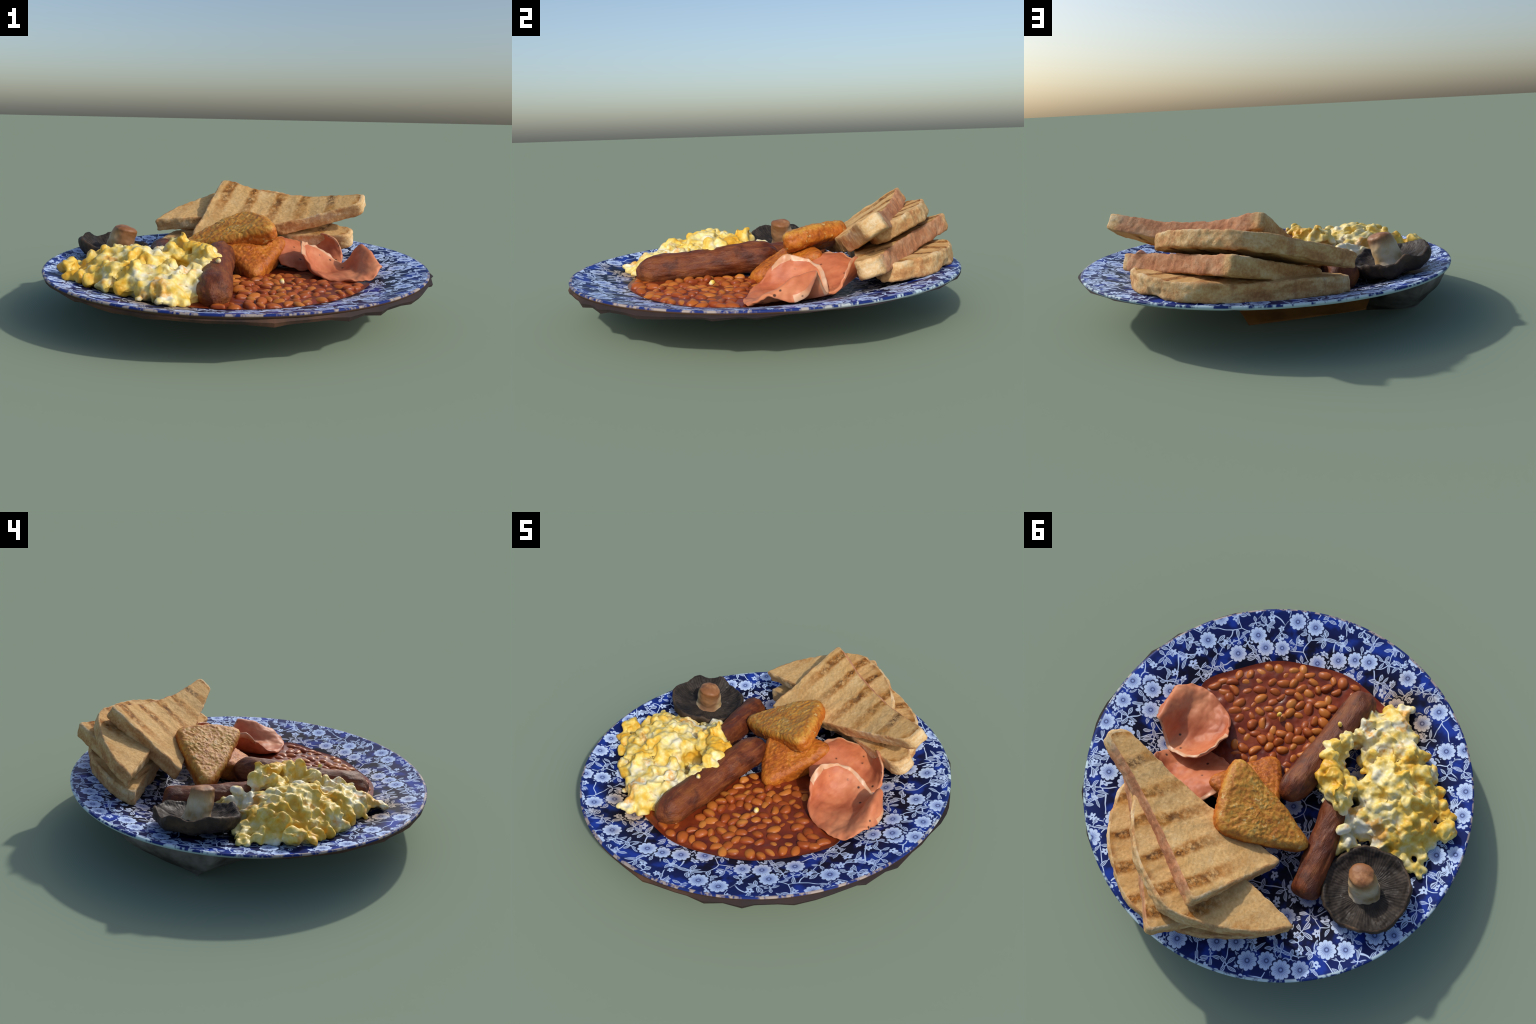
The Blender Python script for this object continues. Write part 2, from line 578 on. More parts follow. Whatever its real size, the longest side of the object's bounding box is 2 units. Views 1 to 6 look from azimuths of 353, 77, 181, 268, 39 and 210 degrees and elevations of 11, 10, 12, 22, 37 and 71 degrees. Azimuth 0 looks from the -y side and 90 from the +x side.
def floor_z(x, y):
    """Height of the plate's upper surface."""
    r = np.hypot(x, y)
    return tilt(x, y) + np.interp(r, [0, 0.5, 0.60, 0.66, 0.70, 0.75, 0.85, 0.93, 0.975, 0.99], [0.150, 0.150, 0.153, 0.165, 0.181, 0.191, 0.212, 0.229, 0.240, 0.241])


def build_plate():
    prof = [(0.0005, 0.150), (0.25, 0.150), (0.5, 0.150), (0.60, 0.153), (0.66, 0.165), (0.70, 0.181), (0.75, 0.191), (0.80, 0.2015), (0.85, 0.212),
            (0.90, 0.2225), (0.94, 0.231), (0.965, 0.238), (0.976, 0.2410), (0.983, 0.2415), (0.988, 0.2395), (0.990, 0.236), (0.989, 0.232),
            (0.986, 0.224), (0.965, 0.216), (0.92, 0.210), (0.80, 0.183), (0.70, 0.158), (0.62, 0.136), (0.3, 0.132), (0.0005, 0.132)]
    n = 256
    th = np.linspace(0, TAU, n, endpoint=False)
    V = []
    for r, z in prof:
        wob = 1.004 + 0.0022 * np.sin(3 * th + 0.4) * (r > 0.5)
        zz = z + tilt(r * np.cos(th), r * np.sin(th))
        V.append(np.stack([r * wob * np.cos(th), r * wob * np.sin(th), zz], 1))
    V = np.concatenate(V)
    plate = new_obj("dinner_plate", new_mesh("dinner_plate", V, grid_faces(len(prof), n, True, False), M_PLATE))
    label(plate, "round white plate printed with dense blue flowers", "plate")

    # ragged dark table scraps caught by the scan, a fringe below the rim
    n = 74
    th = np.sort(np.linspace(0, TAU, n, endpoint=False) + rng.uniform(-0.03, 0.03, n))
    down = np.clip(np.cos(th - math.radians(-82)) * 1.1 - 0.05, 0.0, 1)
    side = np.clip(np.cos(th - math.radians(-10)), 0, 1)
    jag = rng.uniform(0, 1, n) ** 2
    x, y = np.cos(th), np.sin(th)
    lift = tilt(x * 0.98, y * 0.98)
    out = 0.988 + down * 0.004 + side * 0.008 + jag * (0.004 + 0.016 * side)
    low = 0.2255 - down * 0.024 - jag * 0.012 * (0.3 + down)
    rings = []
    for r, z in [(0.955 + 0 * th, 0.2185 + 0 * th), (0.985 + 0 * th, 0.2275 + 0 * th), (out, (low + 0.226) / 2), (out - 0.006, low), (out - 0.06, low - 0.002)]:
        rings.append(np.stack([r * x, r * y, z + lift], 1))
    new_obj("table_scrap_fringe", new_mesh("table_scrap_fringe", np.concatenate(rings), grid_faces(5, n, True, True), M_SKIRT, smooth=False), plate)

    # scan artefact modelled as a lump hanging below the rim on one side
    rows, cols = 18, 48
    arc = np.radians(np.linspace(140, 169, cols // 2))
    outer = np.stack([0.972 * np.cos(arc), 0.972 * np.sin(arc)], 1)
    inner = np.stack([np.linspace(-0.80, -0.36, cols // 2), np.linspace(0.02, 0.36, cols // 2)], 1)
    loop = np.vstack([outer, inner])
    keel = np.stack([np.interp(loop[:, 0], [-0.97, -0.36], [-0.78, -0.46]), 0.27 + 0.25 * (loop[:, 1] - 0.27) * 0.2], 1)
    V = []
    for i in range(rows):
        t = i / (rows - 1)
        q = t ** 1.6
        xy = loop * (1 - q) + keel * q
        zt = np.where(np.arange(cols) < cols // 2, 0.222, 0.150)
        V.append(np.column_stack([xy, zt * (1 - t) + 0.004 * t - 0.03 * t * (1 - t)]))
    V = np.concatenate(V)
    V += (fbm(V * 7, 3) * 0.010)[:, None] * np.array([1, 1, 0.4]) * sstep(0.20, 0.12, V[:, 2])[:, None]
    V[:, 2] = np.maximum(V[:, 2], 0.002)
    fs = grid_faces(rows, cols, True, True) + [tuple(range((rows - 1) * cols, rows * cols))]
    new_obj("scan_lump", new_mesh("scan_lump", V, fs, M_SCAN_LUMP), plate)

    # scrap of scanned table hanging under the plate, down to a sharp tip
    rows, cols = 10, 40
    a = np.linspace(0, TAU, cols, endpoint=False)
    loop = np.stack([-0.18 + 0.35 * np.cos(a), 0.445 + 0.15 * np.sin(a)], 1)
    keel = np.stack([np.interp(np.cos(a), [-1, 1], [-0.50, 0.088]), 0.44 + 0.006 * np.sin(a)], 1)
    kz = np.interp(np.cos(a), [-1, 1], [0.055, 0.0])
    V = []
    for i in range(rows):
        t = i / (rows - 1)
        V.append(np.column_stack([loop * (1 - t) + keel * t, 0.150 * (1 - t) + kz * t]))
    V = np.concatenate(V)
    V[:-cols] += (fbm(V * 9, 2) * 0.008)[:-cols, None]
    fs = grid_faces(rows, cols, True, True) + [tuple(range((rows - 1) * cols, rows * cols))]
    new_obj("hanging_scrap", new_mesh("hanging_scrap", V, fs, M_SCRAP), plate)
    return plate


# ================================================================== SLABS (toast, hash browns)
def round_outline(pts, radii, n):
    """Closed outline through straight edges with rounded corners, resampled to n points."""
    P = np.asarray(pts, float)
    out = []
    k = len(P)
    for i in range(k):
        a, b, c = P[i - 1], P[i], P[(i + 1) % k]
        da, dc = (a - b), (c - b)
        la, lc = np.linalg.norm(da), np.linalg.norm(dc)
        r = min(radii[i], la * 0.48, lc * 0.48)
        s, e = b + da / la * r, b + dc / lc * r
        for t in np.linspace(0, 1, 14):
            out.append((1 - t) ** 2 * s + 2 * t * (1 - t) * b + t * t * e)
    O = np.array(out + [out[0]])
    d = np.concatenate([[0], np.cumsum(np.linalg.norm(np.diff(O, axis=0), axis=1))])
    q = np.linspace(0, d[-1], n, endpoint=False)
    return np.stack([np.interp(q, d, O[:, 0]), np.interp(q, d, O[:, 1])], 1)


def slab(outline, thick, bevel, cap_rings=34, side_rings=9, inset_bottom=0.0, pillow=0.0):
    """Closed slab from a star-shaped outline: rings from the middle of the top, over the rim, to the middle of the bottom."""
    c = outline.mean(0)
    n = len(outline)
    span = np.linalg.norm(outline - c, axis=1).mean()
    rows = []
    kb = 1 - bevel / span
    for t in np.linspace(0.02, kb, cap_rings):
        rows.append((t, 0.0, 0))
    for q in np.linspace(0, math.pi / 2, 5)[1:]:
        rows.append((kb + (1 - kb) * math.sin(q), -bevel * (1 - math.cos(q)), 1))
    for q in np.linspace(0, 1, side_rings)[1:]:
        rows.append((1 - inset_bottom * q, -bevel - (thick - 2 * bevel) * q, 1))
    for q in np.linspace(0, math.pi / 2, 5)[1:]:
        rows.append((1 - inset_bottom - (1 - kb) * (1 - math.cos(q)), -(thick - bevel) - bevel * math.sin(q), 1))
    for t in np.linspace(kb - inset_bottom, 0.02, cap_rings)[1:]:
        rows.append((t, -thick, 2))
    V, tag = [], []
    for t, z, g in rows:
        xy = c + (outline - c) * t
        zz = z + pillow * (1 - t * t) * (1 if g == 0 else -1 if g == 2 else 0)
        V.append(np.column_stack([xy, np.full(n, zz)]))
        tag.append(g)
    V = np.concatenate(V)
    fs = grid_faces(len(rows), n, True, True)
    reg = []
    for i in range(len(rows) - 1):
        reg += [1 if (tag[i] == 1 or tag[i + 1] == 1) else tag[i]] * n
    top = len(V)
    V = np.vstack([V, [c[0], c[1], pillow], [c[0], c[1], -thick - pillow]])
    last = (len(rows) - 1) * n
    for j in range(n):
        fs.append((top, j, (j + 1) % n))
        reg.append(0)
        fs.append((top + 1, last + (j + 1) % n, last + j))
        reg.append(2)
    return V, fs, reg


def frame(origin, along, inward):
    o, a, b = (np.array(v, float) for v in (origin, along, inward))
    ex = a - o
    ex /= np.linalg.norm(ex)
    ey = b - o
    ey -= ex * (ey @ ex)
    ey /= np.linalg.norm(ey)
    ez = np.cross(ex, ey)
    return o, np.stack([ex, ey, ez], 1)


def build_toast(corners, radii, thick, sag=0.0, seed=0, text="", knob=0.0, along=1):
    """corners: top-face outline in world space; corner 0 to corner `along` is the long crust (stripes cross it)."""
    P = np.array(corners, float)
    mid = P.mean(0)
    ez = np.linalg.svd(P - mid)[2][2]
    ez = ez * np.sign(ez[2])
    o = P[0] - ez * ((P[0] - mid) @ ez)
    ex = P[along] - P[0]
    ex -= ez * (ex @ ez)
    ex /= np.linalg.norm(ex)
    R = np.stack([ex, np.cross(ez, ex), ez], 1)
    flat = (P - o) @ R[:, :2]
    area = np.sum(flat[:, 0] * np.roll(flat[:, 1], -1) - flat[:, 1] * np.roll(flat[:, 0], -1))
    if area < 0:
        flat, radii = flat[::-1], radii[::-1]
    out = round_outline(flat, radii, 300)
    V, fs, reg = slab(out, thick, 0.014, 36, 9)
    fs = [f[::-1] for f in fs]
    n0 = vertex_normals(V, fs)
    off = seed * 3.7
    crustness = np.zeros(len(V))
    for f, g in zip(fs, reg):
        if g == 1:
            crustness[list(f)] = 1
    disp = 0.0035 * fbm(V * 9 + off, 2) + 0.0018 * fbm(V * 40 + off, 3) + crustness * (0.004 * fbm(V * 24 + off + 5, 3) + knob * np.clip(fbm(V * [7, 7, 14] + off + 8, 2), -1, 1))
    V = V + n0 * disp[:, None]
    # grill bars press shallow grooves into the face
    groove = np.clip(np.cos(V[:, 0] * TAU / 0.158), 0, 1) ** 3 * 0.0012
    V[:, 2] -= groove * (V[:, 2] > -0.02)
    L = np.linalg.norm(P[along] - P[0])
    V[:, 2] -= sag * np.sin(np.clip(V[:, 0] / L, 0, 1) * math.pi)
    V[:, 2] += 0.005 * fbm(V * [3, 3, 0] + off, 2)
    Mw = Matrix([[*R[0], o[0]], [*R[1], o[1]], [*R[2], o[2]], [0, 0, 0, 1]])
    top = new_obj("toast", None, None, Mw)
    label(top, text, "toast")
    split_parts(V, fs, [0 if g != 1 else 1 for g in reg], [(0, "crumb", M_CRUMB), (1, "crust", M_CRUST if knob > 0.005 else M_CRUST_RED)], top)
    return top


def build_hash(corners, radii, thick, seed, text, pillow=0.008, bulge=0.022, mat=None, crisp=1.0):
    P = np.array(corners, float)
    o, R = frame(P.mean(0), P[0], P[1])
    if R[2, 2] < 0:
        R = np.stack([R[:, 0], -R[:, 1], -R[:, 2]], 1)
    flat = (P - o) @ R[:, :2]
    if np.cross(flat[1] - flat[0], flat[2] - flat[1]) < 0:
        flat, radii = flat[::-1], radii[::-1]
    mid = flat.mean(0)
    full, rr = [], []
    for k in range(3):
        a, b = flat[k], flat[(k + 1) % 3]
        h = (a + b) / 2
        full += [a, h + (h - mid) / np.linalg.norm(h - mid) * bulge]
        rr += [radii[k], 0.09]
    V, fs, reg = slab(round_outline(full, rr, 260), thick, 0.035, 44, 7, pillow=pillow)
    fs = [f[::-1] for f in fs]
    n0 = vertex_normals(V, fs)
    off = seed * 5.1
    seeds = np.random.default_rng(seed).uniform([-0.35, -0.35, -0.02], [0.35, 0.35, 0.02], (700, 3))
    w = worley(V * [1, 1, 0.3], seeds)
    topness = np.clip(n0[:, 2], 0, 1)
    V = V + n0 * (0.009 * fbm(V * 6 + off, 2) + 0.0036 * crisp * fbm(V * 45 + off, 3) + topness * crisp * (0.006 - np.clip(w, 0, 0.03) * 0.24))[:, None]
    Mw = Matrix([[*R[0], o[0]], [*R[1], o[1]], [*R[2], o[2]], [0, 0, 0, 1]])
    h = new_obj("hash_brown", new_mesh("hash_brown", V, fs, mat or M_HASH), None, Mw)
    return label(h, text, "hash brown")


# ================================================================== SAUSAGES
def build_sausage(spine, radius, seed, text, ends=(1.0, 1.0)):
    C = catmull(spine, 90)
    d = np.gradient(C, axis=0)
    d /= np.linalg.norm(d, axis=1, keepdims=True)
    arc = np.concatenate([[0], np.cumsum(np.linalg.norm(np.diff(C, axis=0), axis=1))])
    L = arc[-1]
    up = np.array([0, 0, 1.0])
    n = 72
    V = []
    for c, t, s in zip(C, d, arc):
        e = min(s / (radius * ends[0]), (L - s) / (radius * ends[1]), 1.0)
        r = radius * math.sqrt(max(0.0, 1 - (1 - e) ** 2.3)) + 0.002
        x = np.cross(t, up)
        x /= np.linalg.norm(x)
        y = np.cross(x, t)
        for k in range(n):
            a = TAU * k / n
            V.append(c + r * (math.cos(a) * x + math.sin(a) * y))
    V = np.array(V)
    fs = grid_faces(len(C), n, True, False)
    fs += [tuple(range(n))[::-1], tuple(range((len(C) - 1) * n, len(C) * n))]
    n0 = vertex_normals(V, [f for f in fs if len(f) == 4])
    off = seed * 3.3
    V = V + n0 * (0.005 * fbm(V * 5 + off, 2) + 0.0042 * fbm(V * [30, 9, 30] + off, 3) - 0.005 * np.abs(fbm(V * [16, 8, 16] + off, 2)))[:, None]
    base = np.array([*C.mean(0)[:2], V[:, 2].min()])
    s = new_obj("sausage", new_mesh("sausage", V - base, fs, M_SAUSAGE), None, Matrix.Translation(base))
    return label(s, text, "sausage")


# ================================================================== BACON
def build_bacon(ctrl, seed, text, thick=0.018, rind=("v1",)):
    nu, nv = 90, 64
    G = surface_patch(ctrl, nu, nv)
    u = np.linspace(-1, 1, nu)[None, :].repeat(nv, 0)
    v = np.linspace(-1, 1, nv)[:, None].repeat(nu, 1)
    # squircle the parameter square so that the rasher has a rounded outline
    su, sv = u * np.sqrt(1 - 0.34 * v * v), v * np.sqrt(1 - 0.34 * u * u)
    fu, fv = (su + 1) / 2 * (nu - 1), (sv + 1) / 2 * (nv - 1)
    i, j = np.minimum(fv.astype(int), nv - 2), np.minimum(fu.astype(int), nu - 2)
    a, b = (fv - i)[..., None], (fu - j)[..., None]
    G = (G[i, j] * (1 - a) * (1 - b) + G[i + 1, j] * a * (1 - b) + G[i, j + 1] * (1 - a) * b + G[i + 1, j + 1] * a * b)
    edge = np.maximum(np.abs(u), np.abs(v))
    flat = G.reshape(-1, 3)
    flat = flat + np.stack([fbm(flat * 8 + seed, 2), fbm(flat * 8 + seed + 9, 2), fbm(flat * 9 + seed + 4, 3)], 1) * np.array([0.006, 0.006, 0.010])
    ruffle = (sstep(0.75, 1, edge).reshape(-1) * fbm(flat * 14 + seed, 2) * 0.014)
    N = vertex_normals(flat, grid_faces(nv, nu, False))
    N *= np.sign(N[:, 2].mean() or 1)
    flat = flat + N * ruffle[:, None]
    th = (thick * np.sqrt(np.clip(1 - edge ** 14, 0.06, 1))).reshape(-1, 1)
    top, bot = flat + N * th / 2, flat - N * th / 2
    V = np.vstack([top, bot])
    m = nu * nv
    f1 = grid_faces(nv, nu, False)
    fs = list(f1) + [tuple(q + m for q in f)[::-1] for f in f1]
    border = [k for k in range(nu)] + [r * nu + nu - 1 for r in range(1, nv)] + [(nv - 1) * nu + k for k in range(nu - 2, -1, -1)] + [r * nu for r in range(nv - 2, 0, -1)]
    for p, q in zip(border, border[1:] + border[:1]):
        fs.append((p, p + m, q + m, q))
    # orientation check: the first face must look along +N
    f = fs[0]
    if np.cross(V[f[1]] - V[f[0]], V[f[2]] - V[f[0]]) @ N[f[0]] < 0:
        fs = [g[::-1] for g in fs]
    e = edge.reshape(-1)
    vv = v.reshape(-1)
    reg = []
    for g in fs:
        w = [q % m for q in g]
        reg.append(1 if (np.mean(e[w]) > 0.90 and np.mean(vv[w]) > -0.2) else 0)
    base = np.array([*V.mean(0)[:2], V[:, 2].min()])
    t = new_obj("bacon_rasher", None, None, Matrix.Translation(base))
    label(t, text, "bacon")
    split_parts(V - base, fs, reg, [(0, "lean_meat", M_BACON), (1, "fat_rind", M_FAT)], t)
    return t


# ================================================================== MUSHROOM
def build_mushroom():
    c = np.array([-0.655, 0.268, 0.0])
    nrm = np.array([0.21, -0.02, 1.0])
    nrm /= np.linalg.norm(nrm)
    ex = np.cross([0, 1, 0], nrm)
    ex /= np.linalg.norm(ex)
    ey = np.cross(nrm, ex)
    R = np.stack([ex, ey, nrm], 1)
    o = np.array([-0.657, 0.272, 0.229])
    top = new_obj("mushroom", None, None, Matrix([[*R[0], o[0]], [*R[1], o[1]], [*R[2], o[2]], [0, 0, 0, 1]]))
    label(top, "dark grilled flat mushroom lying gills up with stem", "mushroom")
    prof = [(0.002, 0.028), (0.04, 0.027), (0.08, 0.027), (0.12, 0.031), (0.15, 0.040), (0.175, 0.055), (0.191, 0.068), (0.202, 0.074), (0.212, 0.070), (0.216, 0.056),
            (0.211, 0.034), (0.198, 0.012), (0.168, -0.006), (0.12, -0.018), (0.06, -0.024), (0.002, -0.025)]
    P = catmull(prof, 60)
    n = 160
    th = np.linspace(0, TAU, n, endpoint=False)
    wob = 1 + 0.05 * fbm(np.stack([np.cos(th) * 1.4, np.sin(th) * 1.4, th * 0 + 4], 1), 3)
    V = np.concatenate([np.stack([r * wob * np.cos(th), r * wob * np.sin(th), z + 0.02 * (r / 0.2) ** 2 * fbm(np.stack([np.cos(th) * 1.7, np.sin(th) * 1.7, th * 0 + 9], 1), 2)], 1) for r, z in P])
    fs = grid_faces(len(P), n, True, False)
    n0 = vertex_normals(V, fs)
    V = V + n0 * (0.006 * fbm(V * 16, 3) + 0.003 * fbm(V * 50, 2))[:, None]
    cut = int(np.argmax(P[:, 1]))
    reg = [0 if i < cut else 1 for i in range(len(P) - 1) for _ in range(n)]
    split_parts(V, fs, reg, [(0, "gills", M_GILL), (1, "cap", M_CAP)], top)
    # stem, leaning towards the plate's middle
    rows, n = 40, 64
    V = []
    tip = np.array([0.030, -0.034, 0.0])
    for i in range(rows):
        t = i / (rows - 1)
        z = 0.012 + 0.176 * t
        r = 0.066 + 0.022 * (1 - min(1, t * 3.5)) ** 2 + 0.004 * math.sin(t * 5)
        if t > 0.86:
            r *= math.sqrt(max(0.0, 1 - ((t - 0.86) / 0.14) ** 2 * 0.97))
        for k in range(n):
            a = TAU * k / n
            V.append(np.array([0.005, 0.004, z]) + tip * t + r * np.array([math.cos(a), math.sin(a) * 0.95, 0]))
    V = np.array(V)
    fs = grid_faces(rows, n, True, False) + [tuple(range((rows - 1) * n, rows * n))]
    n0 = vertex_normals(V, [f for f in fs if len(f) == 4])
    V = V + n0 * (0.007 * fbm(V * 11 + 3, 3))[:, None]
    V[:, 2] += -0.02 * (V[:, 0] * 4) * sstep(0.08, 0.15, V[:, 2])
    new_obj("stem", new_mesh("stem", V, fs, M_STEM), top)
    return top


# ================================================================== SCRAMBLED EGG
# (x, y, top height, half width): the mound's main lumps
EGG_LUMPS = [
    (-0.52, -0.24, 0.395, 0.13), (-0.60, -0.20, 0.380, 0.12), (-0.45, -0.30, 0.375, 0.11), (-0.66, -0.12, 0.360, 0.12), (-0.53, -0.10, 0.365, 0.12),
    (-0.43, -0.16, 0.350, 0.09), (-0.48, -0.42, 0.345, 0.12), (-0.40, -0.46, 0.335, 0.10), (-0.58, -0.36, 0.335, 0.11), (-0.66, -0.28, 0.325, 0.10),
    (-0.45, -0.02, 0.325, 0.09), (-0.60, -0.02, 0.325, 0.09), (-0.68, 0.00, 0.300, 0.08), (-0.37, -0.56, 0.310, 0.09), (-0.31, -0.49, 0.320, 0.08),
    (-0.45, -0.53, 0.288, 0.07), (-0.24, -0.50, 0.315, 0.085), (-0.20, -0.48, 0.300, 0.05), (-0.32, -0.60, 0.270, 0.06), (-0.37, -0.655, 0.255, 0.035), (-0.385, -0.685, 0.235, 0.020),
    (-0.26, -0.55, 0.280, 0.06), (-0.30, -0.42, 0.335, 0.06), (-0.23, -0.41, 0.345, 0.05), (-0.175, -0.345, 0.365, 0.052), (-0.160, -0.27, 0.395, 0.056), (-0.23, -0.20, 0.36, 0.045), (-0.34, -0.36, 0.34, 0.07), (-0.36, -0.15, 0.345, 0.06), (-0.33, -0.09, 0.36, 0.06),
    (-0.170, -0.21, 0.415, 0.055), (-0.20, -0.155, 0.400, 0.052), (-0.25, -0.10, 0.415, 0.065), (-0.29, -0.06, 0.440, 0.068), (-0.33, -0.04, 0.415, 0.062), (-0.33, -0.12, 0.385, 0.055), (-0.19, -0.10, 0.350, 0.04),
    (-0.36, -0.03, 0.350, 0.05), (-0.40, 0.07, 0.325, 0.05), (-0.46, 0.11, 0.310, 0.05), (-0.44, 0.145, 0.295, 0.03), (-0.53, 0.125, 0.290, 0.045), (-0.60, 0.06, 0.290, 0.05),
    (-0.70, 0.055, 0.275, 0.045), (-0.77, 0.050, 0.258, 0.042), (-0.81, 0.040, 0.254, 0.035), (-0.815, -0.02, 0.265, 0.035), (-0.76, -0.05, 0.285, 0.06), (-0.75, -0.14, 0.300, 0.06),
    (-0.82, -0.10, 0.270, 0.035), (-0.84, -0.19, 0.310, 0.030), (-0.815, -0.175, 0.285, 0.04), (-0.80, -0.27, 0.275, 0.035), (-0.835, -0.265, 0.265, 0.028), (-0.77, -0.30, 0.285, 0.04),
    (-0.73, -0.37, 0.280, 0.035), (-0.70, -0.34, 0.290, 0.05), (-0.64, -0.43, 0.270, 0.045), (-0.56, -0.475, 0.275, 0.055), (-0.72, -0.22, 0.310, 0.06)]


def build_egg():
    g = np.random.default_rng(21)
    parts = []

    def ball(c, r, squash, rot):
        import bmesh
        bm = bmesh.new()
        bmesh.ops.create_icosphere(bm, subdivisions=2, radius=1.0)
        v = np.array([w.co for w in bm.verts])
        f = [[w.index for w in fc.verts] for fc in bm.faces]
        bm.free()
        ca, sa = math.cos(rot), math.sin(rot)
        v = v * np.array(squash) * r
        v = np.stack([v[:, 0] * ca - v[:, 1] * sa, v[:, 0] * sa + v[:, 1] * ca, v[:, 2]], 1)
        parts.append((v + c, f))

    L = np.array(EGG_LUMPS)

    def height(x, y):
        d2 = ((L[:, 0] - x) ** 2 + (L[:, 1] - y) ** 2) / (L[:, 3] * 1.02) ** 2
        fl = floor_z(x, y)
        h = np.where(d2 < 1, fl + (L[:, 2] - fl) * np.sqrt(np.clip(1 - d2, 0, 1)) ** 0.8, -1)
        return h.max()

    for x, y, z, r in EGG_LUMPS:
        fl = float(floor_z(x, y))
        zc = fl + (z - fl) * 0.42
        ball(np.array([x, y, zc]), 1.0, (r * 0.93, r * 0.93, (z - zc) * 0.84), 0)
    # curds: many irregular knobs bedded into the surface of the mound
    pts = []
    tries = 0
    while len(pts) < 190 and tries < 30000:
        tries += 1
        x, y = g.uniform(-0.87, -0.11), g.uniform(-0.70, 0.17)
        h = height(x, y)
        if h < 0.2:
            continue
        if any((x - a) ** 2 + (y - b) ** 2 < 0.037 ** 2 for a, b in pts):
            continue
        pts.append((x, y))
        r = g.uniform(0.024, 0.052) * (1.0 if h > 0.29 else 0.7)
        fl = float(floor_z(x, y))
        ball(np.array([x, y, max(fl + r * 0.4, h - 0.008 - r * g.uniform(0.45, 1.0))]), r, (g.uniform(0.7, 1.4), g.uniform(0.6, 1.1), g.uniform(0.6, 1.0)), g.uniform(0, TAU))
    vs, fs, off = [], [], 0
    for v, f in parts:
        vs.append(v)
        fs += [[i + off for i in q] for q in f]
        off += len(v)
    me = new_mesh("raw_egg", np.concatenate(vs), fs)
    tmp = link(bpy.data.objects.new("raw_egg", me))
    rm = tmp.modifiers.new("r", "REMESH")
    rm.mode, rm.voxel_size = "VOXEL", 0.0066
    sm = tmp.modifiers.new("s", "SMOOTH")
    sm.factor, sm.iterations = 0.5, 1
    dg = bpy.context.evaluated_depsgraph_get()
    ev = bpy.data.meshes.new_from_object(tmp.evaluated_get(dg))
    V = np.empty(len(ev.vertices) * 3)
    ev.vertices.foreach_get("co", V)
    V = V.reshape(-1, 3)
    F = [tuple(p.vertices) for p in ev.polygons]
    bpy.data.objects.remove(tmp)
    bpy.data.meshes.remove(me)
    bpy.data.meshes.remove(ev)
    n0 = vertex_normals(V, F)
    w = np.stack([fbm(V * 9, 2), fbm(V * 9 + 31, 2), fbm(V * 9 + 57, 2)], 1) * 0.02
    ridged = 1 - np.abs(fbm((V + w) * 9 + 3, 2)) * 1.6
    V = V + n0 * (0.020 * ridged - 0.016 + 0.006 * fbm(V * 20, 3))[:, None]
    V[:, 2] = np.maximum(V[:, 2], floor_z(V[:, 0], V[:, 1]) + 0.001)
    base = np.array([-0.5, -0.25, 0.15])
    egg = new_obj("scrambled_egg", None, None, Matrix.Translation(base))
    label(egg, "lumpy heap of soft yellow and white scrambled egg", "scrambled egg")
    new_obj("curd_mass", new_mesh("curd_mass", V - base, F, M_EGG), egg)
    # loose crumbs on the sausage and the beans
    for x, y, z, r in [(-0.125, -0.385, 0.332, 0.014), (0.193, -0.313, 0.212, 0.016), (-0.10, -0.20, 0.325, 0.008)]:
        parts.clear()
        ball(np.zeros(3), r, (1.0, 0.8, 0.9), x * 9)
        v, f = parts[0]
        v = v * (1 + 0.35 * fbm(v * 70 + x * 10, 2))[:, None]
        o = new_obj("egg_crumb", new_mesh("egg_crumb", v, f, M_EGG), egg)
        o.location = np.array([x, y, z]) - base
    return egg


# ================================================================== BAKED BEANS
def sauce_radius(a):
    return (0.703 + 0.008 * np.sin(3 * a + 1) + 0.005 * np.sin(11 * a)) * (1 - 0.30 * sstep(math.radians(-26), math.radians(6), a))


